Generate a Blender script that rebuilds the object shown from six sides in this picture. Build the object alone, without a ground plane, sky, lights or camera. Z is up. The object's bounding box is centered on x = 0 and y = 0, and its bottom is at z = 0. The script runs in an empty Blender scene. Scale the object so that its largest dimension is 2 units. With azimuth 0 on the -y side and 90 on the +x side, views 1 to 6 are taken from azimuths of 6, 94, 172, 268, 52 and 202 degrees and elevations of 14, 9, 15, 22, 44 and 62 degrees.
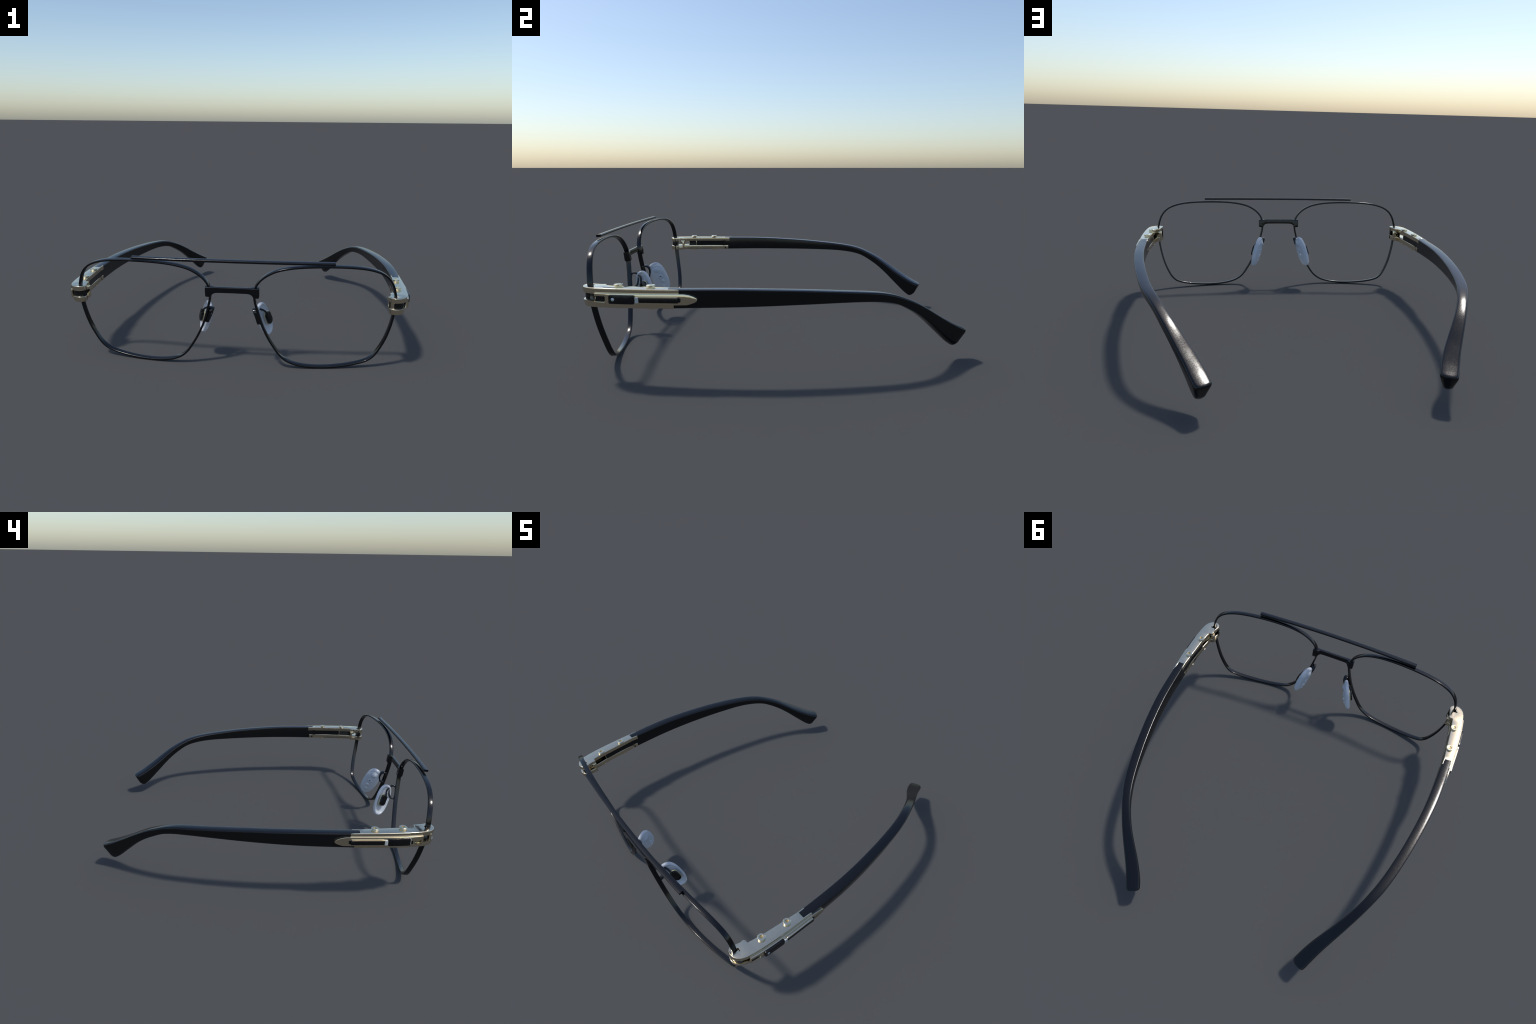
import bpy, bmesh, math
from math import sin, cos, pi, radians
from mathutils import Vector, Matrix

# ------------------------------------------------------------------ helpers
COL = bpy.context.scene.collection


def catmull(keys, t):
    """keys: sorted [(t, value...)]; monotone-ish cubic through the keys."""
    n = len(keys)
    if t <= keys[0][0]:
        return list(keys[0][1:])
    if t >= keys[-1][0]:
        return list(keys[-1][1:])
    i = 0
    while keys[i + 1][0] < t:
        i += 1
    t0, t1 = keys[i][0], keys[i + 1][0]
    h = t1 - t0
    u = (t - t0) / h
    out = []
    for k in range(1, len(keys[0])):
        def slope(j):
            if j == 0:
                return (keys[1][k] - keys[0][k]) / (keys[1][0] - keys[0][0])
            if j == n - 1:
                return (keys[-1][k] - keys[-2][k]) / (keys[-1][0] - keys[-2][0])
            return (keys[j + 1][k] - keys[j - 1][k]) / (keys[j + 1][0] - keys[j - 1][0])
        a, b = keys[i][k], keys[i + 1][k]
        m0, m1 = slope(i) * h, slope(i + 1) * h
        u2, u3 = u * u, u * u * u
        out.append((2 * u3 - 3 * u2 + 1) * a + (u3 - 2 * u2 + u) * m0 + (-2 * u3 + 3 * u2) * b + (u3 - u2) * m1)
    return out


def closed_spline(pts, per):
    """closed centripetal-like Catmull-Rom through 2D/3D control points."""
    n, out = len(pts), []
    for i in range(n):
        p0, p1, p2, p3 = (Vector(pts[(i + d) % n]) for d in (-1, 0, 1, 2))
        for j in range(per):
            u = j / per
            out.append(0.5 * (2 * p1 + (p2 - p0) * u + (2 * p0 - 5 * p1 + 4 * p2 - p3) * u * u + (3 * p1 - p0 - 3 * p2 + p3) * u ** 3))
    return out


def open_spline(pts, per):
    keys = [(i,) + tuple(p) for i, p in enumerate(pts)]
    n = (len(pts) - 1) * per
    return [Vector(catmull(keys, i / per)) for i in range(n + 1)]


def round_rect(w, h, r, seg=3):
    """rounded rectangle outline (2D list), counter clockwise."""
    out = []
    for cx, cy, a0 in ((1, 1, 0), (-1, 1, 90), (-1, -1, 180), (1, -1, 270)):
        for k in range(seg + 1):
            a = radians(a0 + 90 * k / seg)
            out.append((cx * (w / 2 - r) + r * cos(a), cy * (h / 2 - r) + r * sin(a)))
    return out


def densify(poly, step):
    out = []
    n = len(poly)
    for i in range(n):
        a, b = Vector(poly[i]), Vector(poly[(i + 1) % n])
        k = max(1, int((b - a).length / step))
        out += [tuple(a.lerp(b, j / k)) for j in range(k)]
    return out


class Build:
    """collects geometry into one mesh; side = -1 mirrors it in x."""

    def __init__(self, side=1):
        self.bm = bmesh.new()
        self.side = side

    def loft(self, rings, closed=False, caps=True):
        bm = self.bm
        vs = [[bm.verts.new(p) for p in ring] for ring in rings]
        m = len(vs)
        for i in range(m if closed else m - 1):
            a, b = vs[i], vs[(i + 1) % m]
            n = len(a)
            for j in range(n):
                bm.faces.new((a[j], a[(j + 1) % n], b[(j + 1) % n], b[j]))
        if caps and not closed:
            bm.faces.new(vs[0][::-1])
            bm.faces.new(vs[-1])
        return vs

    def prism(self, outline, holes, lo, hi, place, bevel=0.002, seg=2):
        """2D outline (u,v) with holes, extruded from lo to hi; place(u,v,w)->xyz after bevelling."""
        tmp = bmesh.new()
        edges = []
        for loop in [outline] + list(holes):
            v = [tmp.verts.new((p[0], p[1], lo)) for p in loop]
            edges += [tmp.edges.new((v[i], v[(i + 1) % len(v)])) for i in range(len(v))]
        bmesh.ops.triangle_fill(tmp, use_beauty=True, use_dissolve=False, edges=edges)
        ext = bmesh.ops.extrude_face_region(tmp, geom=tmp.faces[:], use_keep_orig=True)
        for g in ext["geom"]:
            if isinstance(g, bmesh.types.BMVert):
                g.co.z = hi
        bmesh.ops.recalc_face_normals(tmp, faces=tmp.faces[:])
        if bevel:
            tmp.normal_update()
            sharp = [e for e in tmp.edges if len(e.link_faces) == 2 and e.calc_face_angle(0) > radians(50)
                     and abs(e.verts[0].co.z - e.verts[1].co.z) < 1e-6]
            bmesh.ops.bevel(tmp, geom=sharp, offset=bevel, segments=seg, profile=0.5, affect="EDGES", clamp_overlap=True)
        for v in tmp.verts:
            v.co = place(*v.co)
        self.absorb(tmp)

    def absorb(self, tmp):
        me = bpy.data.meshes.new("scratch")
        tmp.to_mesh(me)
        tmp.free()
        self.bm.from_mesh(me)
        bpy.data.meshes.remove(me)

    def box(self, centre, axes, size, r=0.003, seg=3):
        """rounded box: centre, (u,v,w) unit axes, full sizes."""
        u, v, w = (Vector(a).normalized() for a in axes)
        c = Vector(centre)
        rr = min(r, min(size) * 0.45)
        outline = round_rect(size[0], size[1], min(r, size[0] * 0.45, size[1] * 0.45), seg)
        self.prism(outline, [], -size[2] / 2, size[2] / 2, lambda a, b, h: c + u * a + v * b + w * h, bevel=rr * 0.6)

    def lathe(self, centre, axis, prof, n=32):
        """prof: [(radius, height)] swept round axis; radius 0 ends are closed."""
        ax = Vector(axis).normalized()
        u = ax.orthogonal().normalized()
        v = ax.cross(u)
        c = Vector(centre)
        rings = []
        for r, h in prof:
            rings.append([c + ax * h + (u * cos(2 * pi * k / n) + v * sin(2 * pi * k / n)) * max(r, 1e-5) for k in range(n)])
        self.loft(rings)

    def sweep(self, path, section, up, closed=False):
        """section [(a,b)]: a along side, b along up-ish."""
        n, rings = len(path), []
        for i, p in enumerate(path):
            if closed:
                t = path[(i + 1) % n] - path[i - 1]
            else:
                t = path[min(i + 1, n - 1)] - path[max(i - 1, 0)]
            t.normalize()
            uu = up(p, t) if callable(up) else Vector(up)
            s = uu.cross(t).normalized()
            uu = t.cross(s).normalized()
            rings.append([p + s * a + uu * b for a, b in section])
        self.loft(rings, closed=closed)

    def finish(self, name, mat, parent, angle=35):
        bm = self.bm
        if self.side < 0:
            for v in bm.verts:
                v.co.x = -v.co.x
        bmesh.ops.recalc_face_normals(bm, faces=bm.faces[:])
        me = bpy.data.meshes.new(name)
        bm.to_mesh(me)
        bm.free()
        me.materials.append(mat)
        for p in me.polygons:
            p.use_smooth = True
        me.set_sharp_from_angle(angle=radians(angle))
        ob = bpy.data.objects.new(name, me)
        COL.objects.link(ob)
        ob.parent = parent
        return ob


# ---------------------------------------------------------------- materials
def material(name, base, metallic=0.0, rough=0.3, vary=0.1, scale=40.0, bump=0.0, tint=None, **extra):
    m = bpy.data.materials.new(name)
    m.use_nodes = True
    nt = m.node_tree
    b = nt.nodes["Principled BSDF"]
    b.inputs["Base Color"].default_value = (*base, 1)
    b.inputs["Metallic"].default_value = metallic
    for k, v in extra.items():
        b.inputs[k.replace("_", " ")].default_value = v
    co = nt.nodes.new("ShaderNodeTexCoord")
    no = nt.nodes.new("ShaderNodeTexNoise")
    no.inputs["Scale"].default_value = scale
    no.inputs["Detail"].default_value = 6
    nt.links.new(co.outputs["Object"], no.inputs["Vector"])
    mr = nt.nodes.new("ShaderNodeMapRange")
    mr.inputs["From Min"].default_value = 0.3
    mr.inputs["From Max"].default_value = 0.7
    mr.inputs["To Min"].default_value = max(0.02, rough - vary)
    mr.inputs["To Max"].default_value = rough + vary
    nt.links.new(no.outputs["Fac"], mr.inputs["Value"])
    nt.links.new(mr.outputs["Result"], b.inputs["Roughness"])
    if tint:
        mix = nt.nodes.new("ShaderNodeMix")
        mix.data_type = "RGBA"
        mix.inputs["A"].default_value = (*base, 1)
        mix.inputs["B"].default_value = (*tint, 1)
        n2 = nt.nodes.new("ShaderNodeTexNoise")
        n2.inputs["Scale"].default_value = scale * 0.35
        n2.inputs["Detail"].default_value = 4
        nt.links.new(co.outputs["Object"], n2.inputs["Vector"])
        nt.links.new(n2.outputs["Fac"], mix.inputs["Factor"])
        nt.links.new(mix.outputs["Result"], b.inputs["Base Color"])
    if bump:
        bp = nt.nodes.new("ShaderNodeBump")
        bp.inputs["Strength"].default_value = bump
        bp.inputs["Distance"].default_value = 0.002
        nt.links.new(no.outputs["Fac"], bp.inputs["Height"])
        nt.links.new(bp.outputs["Normal"], b.inputs["Normal"])
    return m


LACQUER = material("black_lacquer", (0.0030, 0.0034, 0.0042), rough=0.16, vary=0.04, scale=120, bump=0.012)
ACETATE = material("black_acetate", (0.0028, 0.0030, 0.0036), rough=0.18, vary=0.055, scale=200, bump=0.012, tint=(0.0040, 0.0040, 0.0044))
INLAY = material("black_inlay", (0.0035, 0.0035, 0.0040), rough=0.26, vary=0.08, scale=90, bump=0.02)
METAL = material("brushed_silver", (0.86, 0.745, 0.545), metallic=1.0, rough=0.135, vary=0.035, scale=110, tint=(0.79, 0.68, 0.49))
SATIN = material("side_plate_silver", (0.86, 0.745, 0.545), metallic=1.0, rough=0.10, vary=0.03, scale=90, tint=(0.79, 0.68, 0.49))
SCREW = material("polished_screw_steel", (0.90, 0.79, 0.55), metallic=1.0, rough=0.14, vary=0.04, scale=90)
SOCKET = material("brass_socket", (0.78, 0.52, 0.20), metallic=1.0, rough=0.28, vary=0.05, scale=90)
PALE = material("pale_enamel", (0.62, 0.65, 0.63), metallic=0.35, rough=0.3, vary=0.08, scale=90)
GOLD = material("pale_gold_strip", (0.62, 0.58, 0.38), metallic=0.55, rough=0.35, vary=0.08, scale=90)
SILICONE = material("clear_silicone", (0.82, 0.86, 0.92), rough=0.11, vary=0.04, scale=60, bump=0.006,
                    Transmission_Weight=0.42, IOR=1.45)

# ---------------------------------------------------------------- the thing
ROOT = bpy.data.objects.new("eyeglasses", None)
COL.objects.link(ROOT)
ROOT["label"] = "black aviator eyeglasses with brow bar and silver hinges"
ROOT["category"] = "eyeglasses"


# ---- lens rims: a band following one lens outline on the curved front
RIM = [(0.8954, -0.8905, 0.4346), (0.8878, -0.8949, 0.4807), (0.8731, -0.9000, 0.5224), (0.8485, -0.9068, 0.5583), (0.8105, -0.9155, 0.5859),
       (0.7571, -0.9256, 0.6049), (0.6951, -0.9351, 0.6157), (0.6148, -0.9451, 0.6214), (0.5243, -0.9542, 0.6228), (0.4335, -0.9614, 0.6207),
       (0.3527, -0.9659, 0.6146), (0.2919, -0.9679, 0.6047), (0.2371, -0.9683, 0.5890), (0.1885, -0.9668, 0.5629), (0.1521, -0.9637, 0.5306),
       (0.1295, -0.9593, 0.4905), (0.1232, -0.9532, 0.4317), (0.1367, -0.9462, 0.3643), (0.1630, -0.9357, 0.2737), (0.1964, -0.9262, 0.1961),
       (0.2318, -0.9177, 0.1328), (0.2698, -0.9091, 0.0778), (0.3124, -0.9022, 0.0423), (0.3683, -0.8954, 0.0209), (0.4439, -0.8868, 0.0094),
       (0.5241, -0.8767, 0.0070), (0.6036, -0.8655, 0.0123), (0.6726, -0.8547, 0.0218), (0.7363, -0.8452, 0.0366), (0.7776, -0.8411, 0.0565),
       (0.8106, -0.8439, 0.0938), (0.8458, -0.8534, 0.1644), (0.8678, -0.8648, 0.2298), (0.8840, -0.8759, 0.3019), (0.8924, -0.8840, 0.3681)]
RIM_DEPTH, RIM_THICK = 0.0285, 0.0120


def lens_rim(side):
    g = Build(side)
    path = closed_spline(RIM, 8)
    sec = round_rect(RIM_THICK, RIM_DEPTH, 0.0034, 3)
    g.sweep(path, sec, lambda p, t: Vector((0.16 * p.x, -1, -0.13)), closed=True)
    return g.finish("lens_rim", LACQUER, ROOT)


# ---- brow bar: flat bowed bar above both rims
def brow_bar():
    g = Build()
    path = []
    for i in range(49):
        x = -0.5575 + 1.115 * i / 48
        path.append(Vector((x, -0.9840 + 0.0155 * (x / 0.557) ** 2, 0.6415)))
    g.sweep(path, round_rect(0.0275, 0.0140, 0.0040, 3), (0, -0.13, 1))
    return g.finish("brow_bar", LACQUER, ROOT)


# ---- bridge: bar between two clamps that hold the rims
def bridge():
    half = [(0.0, .4885), (.11, .4890), (.1495, .4885), (.1505, .470), (.1500, .437), (.1470, .4320), (.132, .4310),
            (.1190, .4310), (.1150, .4400), (.108, .4490), (.098, .4545), (.085, .4570), (0.0, .4580)]
    out = half + [(-x, z) for x, z in half[-2:0:-1]]
    g = Build()

    def place(x, z, w):
        full = max(0.0, min(1.0, (abs(x) - 0.102) / 0.010))  # clamps are deeper than the bar between them
        w = w * full + (-0.0165 + (w + 0.0175) * 0.54) * (1 - full)
        t = 1.0
        return Vector((x, -0.9535 + w * t - 0.13 * (z - 0.46), z + 0.12 * w * t))
    g.prism(densify(out, 0.008), [], -0.0175, 0.0175, place, bevel=0.0028, seg=3)
    return g.finish("bridge", LACQUER, ROOT, 50)


# ---- nose pads
PAD_C = Vector((0.1649, -0.8342, 0.2663))
PAD_W = Vector((-0.354, -0.831, -0.429))
PAD_L = Vector((0.2826, 0.3423, -0.8961))
PAD_N = Vector((-0.8914, 0.4388, -0.1135))


def pad_point(w, l, n):
    return PAD_C + PAD_W * w + PAD_L * l + PAD_N * n


def nose_pad(side):
    g = Build(side)
    a, b = 0.1115, 0.0548
    prof = [(0.004, .0200), (.08, .0200), (.16, .0198), (.24, .0196), (.32, .0192), (.40, .0187), (.48, .0180), (.56, .0171), (.64, .0158),
            (.72, .0141), (.80, .0118), (.87, .0088), (.93, .0052), (.975, .0010), (1.0, -.0050), (.997, -.0110), (.970, -.0160), (.925, -.0185),
            (.880, -.0180), (.845, -.0155), (.820, -.0125), (.76, -.0100), (.6, -.0085), (.3, -.0080), (.01, -.0080)]
    bumps = [(-.064, 0.0, .018, .0070), (-.009, -.004, .0150, .0060), (.026, -.006, .0130, .0072), (.060, .002, .0085, .0048)]
    seg, rings = 128, []
    fine = [(0.003, .0200)]
    for (s0, h0), (s1, h1) in zip(prof, prof[1:]):
        k = 4 if h1 > 0.008 else 1
        fine += [(s0 + (s1 - s0) * (q + 1) / k, h0 + (h1 - h0) * (q + 1) / k) for q in range(k)]
    for s, h in fine:
        ring = []
        for k in range(seg):
            t = 2 * pi * k / seg
            c, d = cos(t), sin(t)
            e = 0.80
            w = b * math.copysign(abs(c) ** e, c) * s
            l = a * math.copysign(abs(d) ** e, d) * s
            w *= 1 - 0.05 * l / a
            n = h
            if h > 0:
                for bl, bw, r, hh in bumps:
                    n += hh * math.exp(-(((l - bl) ** 2 + (w - bw) ** 2) / (r * r)) ** 2 * 1.6)
                n -= 0.0160 * math.exp(-(((l + .009) ** 2 + (w + .004) ** 2) / (.0068 ** 2)) * 1.5)
                q = math.hypot(l + 0.045, w * 1.1)
                n -= 0.0030 * math.exp(-((q - 0.047) / 0.0040) ** 2) * (1 if l < -0.06 else 0)
            ring.append(pad_point(w, l, n))
        rings.append(ring)
    g.loft(rings)
    pad = g.finish("nose_pad", SILICONE, ROOT, 60)

    # mount moulded into the hollow of the pad
    m = Build(side)
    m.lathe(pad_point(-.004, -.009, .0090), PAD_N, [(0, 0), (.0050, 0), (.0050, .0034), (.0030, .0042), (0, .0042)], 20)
    m.finish("pad_hole", INLAY, pad)
    m = Build(side)
    m.box(pad_point(-.010, -.002, -.0125), (PAD_W, PAD_L, PAD_N), (.040, .066, .021), .006)
    m.box(pad_point(-.004, -.052, -.0080), (PAD_W, PAD_L, PAD_N), (.034, .030, .010), .005)
    m.finish("pad_mount", SILICONE, pad)
    # pale gold strip under the clip
    m = Build(side)
    m.box(pad_point(-.012, .000, -.0225), (PAD_W, PAD_L, PAD_N), (.052, .086, .0080), .021, 5)
    m.finish("gold_strip", GOLD, pad)
    # black clip
    m = Build(side)
    m.box(pad_point(-.012, -.002, -.0315), (PAD_W, PAD_L, PAD_N), (.047, .079, .0130), .021, 5)
    m.lathe(pad_point(.001, -.026, -.0370), -PAD_N, [(0, 0), (.007, 0), (.007, .004), (.005, .006), (0, .006)], 20)
    m.finish("pad_clip", LACQUER, pad)
    # wire loop soldered to the back of the rim, and the arm that carries the clip
    m = Build(side)
    loop = [(.126, -.934, .347), (.122, -.914, .353), (.123, -.897, .345), (.130, -.890, .326), (.138, -.890, .302),
            (.147, -.897, .279), (.151, -.914, .270), (.150, -.932, .276), (.140, -.937, .312)]
    m.sweep(closed_spline(loop, 6), round_rect(.028, .0105, .0045, 3), lambda p, t: Vector((1, 0.1, 0.1)).cross(t), closed=True)
    arm = [(.128, -.897, .342), (.146, -.880, .340), (.164, -.868, .332), (.182, -.860, .316), (.192, -.855, .298)]
    m.sweep(open_spline(arm, 8), round_rect(.014, .011, .005, 3), (0, 0.3, 1))
    m.finish("pad_arm", LACQUER, pad)
    return pad


# ---- temples (side arms): station lists read along y
CENTRE_X = [(-.60, .956), (-.45, .9550), (-.36, .9535), (-.27, .9505), (-.18, .945), (-.09, .936), (.0, .9245), (.09, .910), (.18, .893),
            (.27, .873), (.36, .851), (.45, .824), (.51, .801), (.57, .7755), (.63, .746), (.69, .713), (.75, .676), (.81, .637),
            (.87, .600), (.93, .570), (.985, .546)]
#   s   : top y, top z, bottom y, bottom z, top width, bottom width, top radius, bottom radius
ARM = [(0.00, -.4935, .4464, -.4935, .3530, .0490, .0450, .0030, .0060), (0.04, -.42, .4468, -.42, .3545, .0530, .0450, .0035, .0070),
       (0.10, -.30, .4472, -.30, .3572, .0550, .0455, .0040, .0080), (0.18, -.15, .4458, -.15, .3600, .0560, .0460, .0042, .0090),
       (0.26, .0, .4416, .0, .3628, .0565, .0470, .0045, .0100), (0.34, .15, .4355, .15, .3655, .0570, .0480, .0048, .0110),
       (0.42, .29, .4270, .29, .3670, .0575, .0485, .0055, .0120), (0.48, .38, .4205, .375, .3668, .0572, .0485, .0065, .0130),
       (0.54, .46, .4135, .445, .3648, .0565, .0485, .0075, .0130), (0.59, .525, .4045, .505, .3602, .0550, .0475, .0090, .0120),
       (0.64, .585, .3895, .555, .3525, .0540, .0465, .0100, .0110), (0.69, .640, .3675, .602, .3390, .0550, .0465, .0100, .0100),
       (0.74, .70, .3380, .655, .3110, .0580, .0475, .0095, .0100), (0.79, .76, .2995, .708, .2765, .0650, .0495, .0090, .0110),
       (0.84, .82, .2575, .762, .2315, .0730, .0535, .0095, .0140), (0.89, .87, .2255, .808, .1845, .0790, .0570, .0105, .0190),
       (0.93, .920, .1970, .852, .1385, .0835, .0590, .0110, .0240), (0.97, .956, .1795, .890, .1000, .0850, .0590, .0120, .0270),
       (1.00, .976, .1705, .915, .0800, .0845, .0560, .0130, .0270), (1.02, .985, .1665, .930, .0715, .0815, .0530, .0150, .0260),
       (1.035, .9905, .1638, .946, .0760, .0755, .0480, .0180, .0235), (1.045, .9935, .1620, .955, .0850, .0640, .0410, .0200, .0200)]


def arm_centre(y):
    return catmull(CENTRE_X, y)[0] + 0.002 * max(0.0, min(1.0, (y - .1) / .2, (.98 - y) / .1))


def arm_ring(st, grow=0.0, ahead=0.0):
    ty, tz, by, bz, wt, wb, rt, rb = st
    T = Vector((arm_centre(ty), ty, tz + 0.0015 * max(0.0, min(1.0, (ty + .4) / .2, (.96 - ty) / .1))))
    lean = 0.0055 * max(0.0, min(1.0, (0.65 - by) / 0.35))
    B = Vector((arm_centre(by) - lean, by, bz))
    ym = (ty + by) / 2
    d = Vector((arm_centre(ym + .01) - arm_centre(ym - .01), .02, 0)).normalized()
    n = Vector((d.y, -d.x, 0))
    up = (T - B)
    H = up.length
    up /= H
    fwd = n.cross(up) * -1
    if fwd.y < 0:
        fwd = -fwd
    mid = (T + B) / 2
    ring = []
    for sx, top, a0 in ((1, 1, 0), (-1, 1, 90), (-1, 0, 180), (1, 0, 270)):
        r = min(rt if top else rb, H * .45)
        half = (wt if top else wb) / 2
        cy = H - r if top else r
        for k in range(6):
            a = radians(a0 + 18 * k)
            q = sx * (half - r) + r * cos(a)
            crown = 0.0022 * (q / half) ** 2 if top else 0.0
            p = B + n * q + up * (cy + r * sin(a) - crown)
            if grow or ahead:
                p = mid + (p - mid) * (1 + grow) + fwd * ahead
            ring.append(p)
        if sx > 0 and top:  # crowned top between the two upper corners
            for t in (.5, 0.0, -.5):
                q = t * (half - r)
                p = B + n * q + up * (H - 0.0022 * (q / half) ** 2)
                if grow or ahead:
                    p = mid + (p - mid) * (1 + grow) + fwd * ahead
                ring.append(p)
    return ring


def temple(side):
    g = Build(side)
    rings = [arm_ring(catmull(ARM, 1.045 * i / 120)) for i in range(121)]
    last = ARM[-1][1:]
    rings += [arm_ring(last, -.06, .0020), arm_ring(last, -.16, .0034), arm_ring(last, -.35, .0042), arm_ring(last, -.65, .0044)]
    g.loft(rings)
    arm = g.finish("temple", ACETATE, ROOT, 60)
    hinge(side, arm)
    return arm


# ---- hinge: two flat plates, black core, slotted side plate, screws
PLATE_OUTER = [(-.9225, .896), (-.920, .917), (-.909, .936), (-.890, .9515), (-.862, .962), (-.820, .9690), (-.760, .9750), (-.680, .9790),
               (-.600, .9800), (-.494, .9790)]
PLATE = ([(.862, -.890), (.8655, -.905), (.878, -.917), (.896, -.9225), (.917, -.920), (.936, -.909), (.9515, -.890), (.962, -.862),
          (.969, -.820), (.975, -.760), (.979, -.680), (.981, -.600), (.9810, -.440), (.9745, -.446), (.9735, -.4945),
          (.9355, -.4945), (.9345, -.455), (.9275, -.455), (.9290, -.500), (.9220, -.600), (.9140, -.7180), (.9080, -.7600), (.9005, -.8130),
          (.8830, -.8130), (.8735, -.8230), (.8760, -.8400), (.8690, -.8700)])

PLATE_LOW = PLATE[:12] + [(.9830, -.466), (.9265, -.466)] + PLATE[18:]


def plate_edge(y):
    return catmull(PLATE_OUTER, y)[0]


def hinge(side, arm):
    Z = 0.3985  # mirror plane of the two plates
    slot = [(.890, -.903), (.902, -.903), (.904, -.878), (.915, -.877), (.915, -.870), (.893, -.868)]
    for up in (1, -1):
        g = Build(side)
        shrink = 0.0 if up > 0 else 0.006
        hi, lo = (0.0480, 0.0195) if up > 0 else (0.0478, 0.0150)

        def place(x, y, w, up=up, shrink=shrink):
            cy, cx = -0.86, 0.915
            f = 1 - shrink * 8 * max(0, min(1, (-0.84 - y) / 0.08)) * (w - lo) / (hi - lo) if shrink else 1
            if up < 0:
                w -= 0.0012 * max(0, min(1, (y + .75) / .2)) * (w - lo) / (hi - lo)
            if up < 0:  # the lower plate draws in below the side plate
                x -= 0.0090 * max(0, min(1, (x - plate_edge(y) + .030) / .030)) * max(0, min(1, (w - lo) / .010))
            return Vector((cx + (x - cx) * f, cy + (y - cy) * f, Z + up * w))
        # plate is .022 thick at the back and thickens at the nose
        g.prism(densify(PLATE if up > 0 else PLATE_LOW, 0.02), [slot] if up > 0 else [], lo, hi, place, bevel=0.0028, seg=3)
        g.finish("hinge_plate", METAL, arm, 40)

    # nose filler seen between the plates
    nose = [(.872, -.888), (.876, -.903), (.896, -.912), (.917, -.909), (.934, -.900), (.943, -.886), (.944, -.876), (.872, -.876)]
    g = Build(side)
    g.prism(nose, [], Z - .0215, Z + .0235, lambda x, y, w: Vector((x, y, w)), bevel=0)
    core = g.finish("hinge_core", INLAY, arm)
    # black filler of the temple between the plates
    g = Build(side)
    mid = [(.9145, -.722), (.9155, -.700), (.9235, -.600), (.9300, -.480), (.974, -.480), (.974, -.600), (.972, -.700), (.970, -.722)]
    g.prism(densify(mid, .02), [], Z - .0215, Z + .0235, lambda x, y, w: Vector((x, y, w)), bevel=0)
    g.finish("temple_core", ACETATE, arm)
    g = Build(side)
    g.box((.9220, -.7245, Z), ((1, 0, 0), (0, 1, 0), (0, 0, 1)), (.016, .004, .046), .001)
    g.finish("core_divider", METAL, arm)
    # inner column of the nose
    g = Build(side)
    if side > 0:
        g.lathe((.881, -.897, Z - .030), (0, 0, 1), [(0, 0), (.013, 0), (.013, .060), (0, .060)], 24)
        g.finish("hinge_column", METAL, arm)
        g = Build(side)
        g.box((.8665, -.888, Z + .002), ((1, 0, 0), (0, 1, 0), (0, 0, 1)), (.006, .020, .062), .002)
        g.finish("hinge_spacer", INLAY, arm)
    else:
        g.box((.8740, -.894, Z - .003), ((1, 0.5, 0), (-.5, 1, 0), (0, 0, 1)), (.014, .030, .082), .004)
        g.finish("hinge_spacer", INLAY, arm)
        g = Build(side)
        g.box((.946, -.893, Z), ((1, .6, 0), (-.6, 1, 0), (0, 0, 1)), (.010, .014, .050), .003)
        g.finish("hinge_column", METAL, arm)
    # hinge knuckle on the inner side, with its pin
    g = Build(side)
    g.lathe((.8845, -.829, .4050), (0, 0, 1), [(0, 0), (.016, 0), (.0175, .002), (.0175, .017), (.0155, .0205), (0, .0205)], 28)
    g.box((.8845, -.8225, .391), ((1, 0, 0), (0, 1, 0), (0, 0, 1)), (.036, .013, .066), .003)
    g.box((.8900, -.838, .366), ((1, 0, 0), (0, 1, 0), (0, 0, 1)), (.044, .034, .018), .003)
    kn = g.finish("hinge_knuckle", METAL, arm, 40)
    g = Build(side)
    g.lathe((.8845, -.829, .4250), (0, 0, 1), [(0, 0), (.0100, 0), (.0100, .0035), (.0080, .0050), (.003, .0050), (.0025, .003), (0, .003)], 24)
    g.finish("hinge_pin", SCREW, arm, 40)

    # slotted side plate, pointed at the back
    leaf = [(-.846, .424), (-.60, .4255), (-.47, .427), (-.415, .4275), (-.390, .4235), (-.368, .4155), (-.355, .4070), (-.3515, .4000),
            (-.356, .3920), (-.366, .3860), (-.382, .3800), (-.402, .3745), (-.470, .3725), (-.846, .3725)]
    if side > 0:
        holes = [[(-.842, .4095), (-.842, .3835), (-.795, .3835), (-.7915, .387), (-.7915, .406), (-.795, .4095)]]
    else:
        holes = [[(-.836, .400), (-.836, .380), (-.818, .379), (-.812, .384), (-.797, .384), (-.797, .400)],
                 [(-.787, .400), (-.787, .381), (-.766, .381), (-.766, .400)]]

    def face_x(y):
        return plate_edge(y) + 0.004 if y < -.494 else catmull([(-.494, .983), (-.42, .9835), (-.34, .9815)], y)[0]

    def on_side(y, z, w):
        return Vector((face_x(y) + w, y, z))
    g = Build(side)
    g.prism(densify(leaf, .02), holes, -.010, .0055, on_side, bevel=0.0022, seg=2)
    lf = g.finish("side_plate", SATIN, arm, 40)
    # black plate behind the slots, so that they look dark inside
    g = Build(side)
    g.prism(densify([(-.84 if side > 0 else -.79, .412), (-.84 if side > 0 else -.79, .378), (-.70, .378), (-.70, .412)], .02), [], -.016, -.004, on_side, bevel=0)
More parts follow.
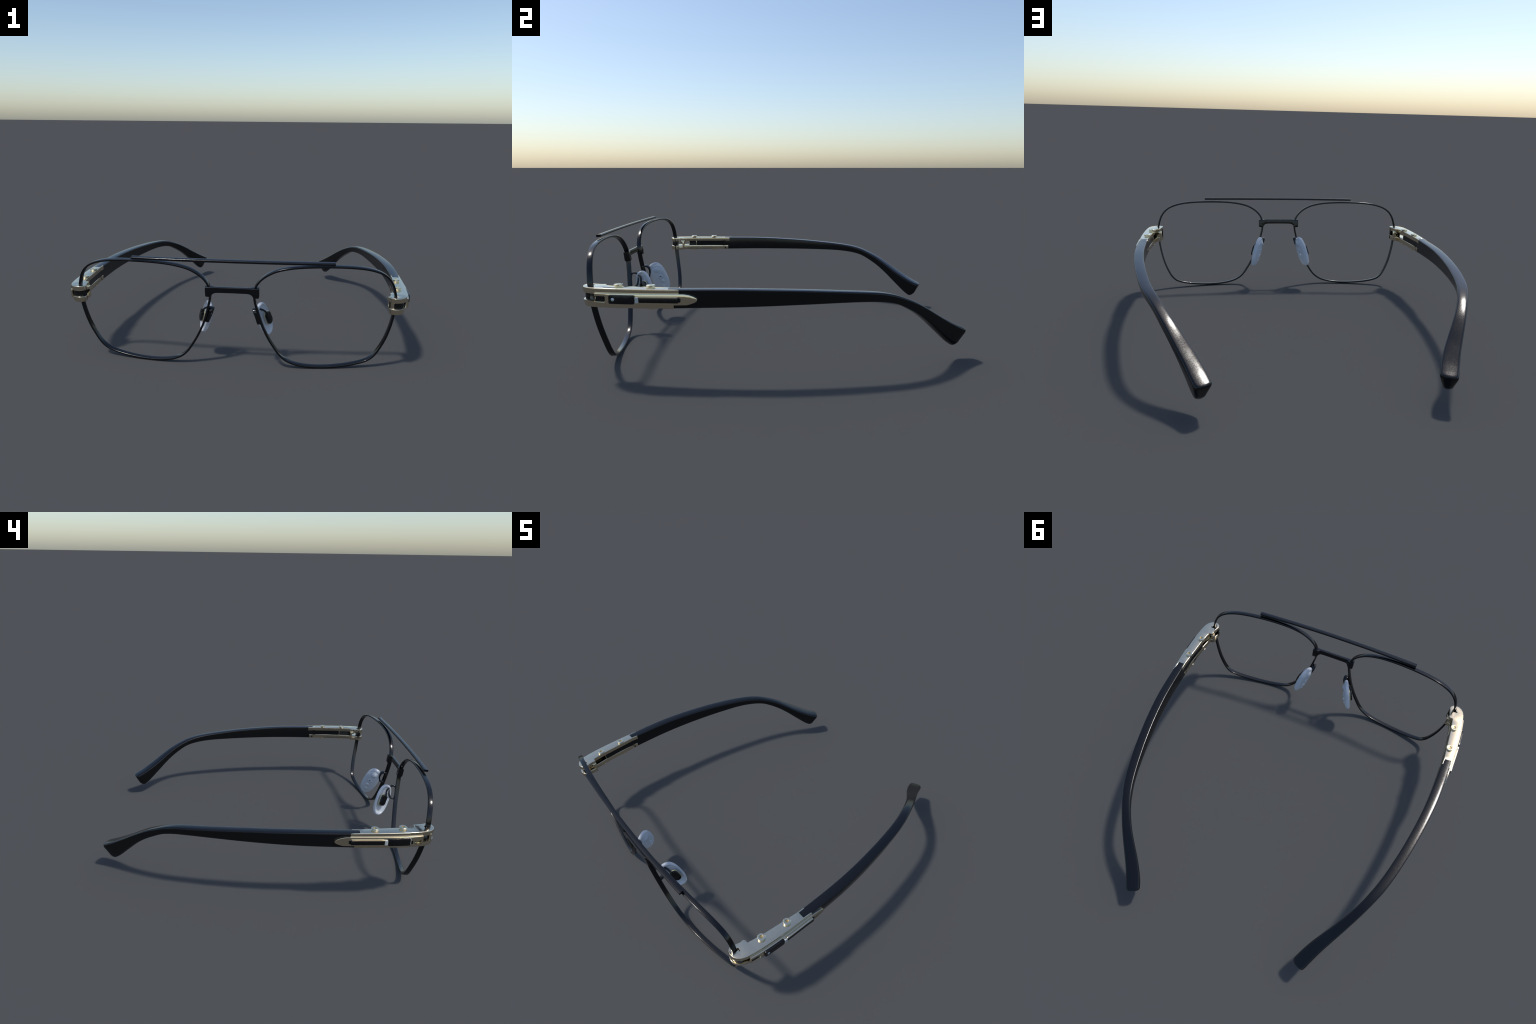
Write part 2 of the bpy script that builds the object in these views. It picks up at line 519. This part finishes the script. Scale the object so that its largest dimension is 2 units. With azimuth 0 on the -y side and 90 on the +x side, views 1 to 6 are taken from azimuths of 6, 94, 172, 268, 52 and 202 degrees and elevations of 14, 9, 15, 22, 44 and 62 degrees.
    g.finish("slot_backing", INLAY, arm)

    def strip(name, y0, y1, z0, z1, w0, w1, mat, r=.004, bev=.0018):
        g = Build(side)
        out = round_rect(y1 - y0, z1 - z0, r, 3)
        out = [(p[0] + (y0 + y1) / 2, p[1] + (z0 + z1) / 2) for p in out]
        g.prism(densify(out, .02), [], w0, w1, on_side, bevel=bev)
        return g.finish(name, mat, arm, 40)
    strip("inlay", -.770, -.646, .3775, .4195, .002, .0155, INLAY, .007)
    strip("inlay", -.624, -.440, .3855, .4095, .002, .0155, INLAY, .003)
    strip("inlay", -.447, -.430, .3875, .4095, .002, .0085, INLAY, .006)
    strip("inlay_ridge", -.626, -.445, .4080, .4150, .002, .0165, METAL, .002, .0012)
    strip("inlay_strap", -.6435, -.6265, .3840, .4110, .002, .0165, PALE, .002, .0012)
    if side > 0:
        g = Build(side)
        g.lathe(on_side(-.749, .3985, .0145), (1, 0, 0), [(0, 0), (.0080, 0), (.0080, .0020), (.0060, .0034), (0, .0040)], 24)
        g.finish("rivet", PALE, arm)
    else:
        strip("inlay_strap", -.7745, -.7680, .3800, .4170, .002, .0090, PALE, .003, .001)

    # screws through both plates
    g = Build(side)
    g.lathe((0, 0, 0), (0, 0, 1), [(0, -.004), (.0195, -.004), (.0195, .0030), (.0180, .0048), (.0180, .0062), (.0205, .0072), (.0205, .0112),
                                   (.0185, .0128), (.0100, .0132), (.0088, .0128), (.0080, .0085), (0, .0085)], 36)
    proto = g.finish("screw", SCREW, arm, 35)
    s = Build(side)
    s.lathe((0, 0, .0086), (0, 0, 1), [(0, 0), (.0078, 0), (.0078, .0012), (.0030, .0008), (0, .0004)], 6)
    sproto = s.finish("screw_socket", SOCKET, arm, 20)
    first = True
    for y, x in ((-.742, .926), (-.582, .940)):
        for up in (1, -1):
            mat = Matrix.Translation((side * (x if up > 0 else x - .001), y, Z + up * (.0476 if up > 0 else .0450))) @ (Matrix.Diagonal((1.06, 1.06, 1.0, 1)) if up > 0 else Matrix.Rotation(pi, 4, "X") @ Matrix.Diagonal((.74, .74, .85, 1)))
            for pr in (proto, sproto):
                ob = pr if first else pr.copy()
                if not first:
                    COL.objects.link(ob)
                ob.matrix_local = mat
            first = False


for s in (1, -1):
    lens_rim(s)
brow_bar()
bridge()
for s in (1, -1):
    nose_pad(s)
for s in (1, -1):
    temple(s)
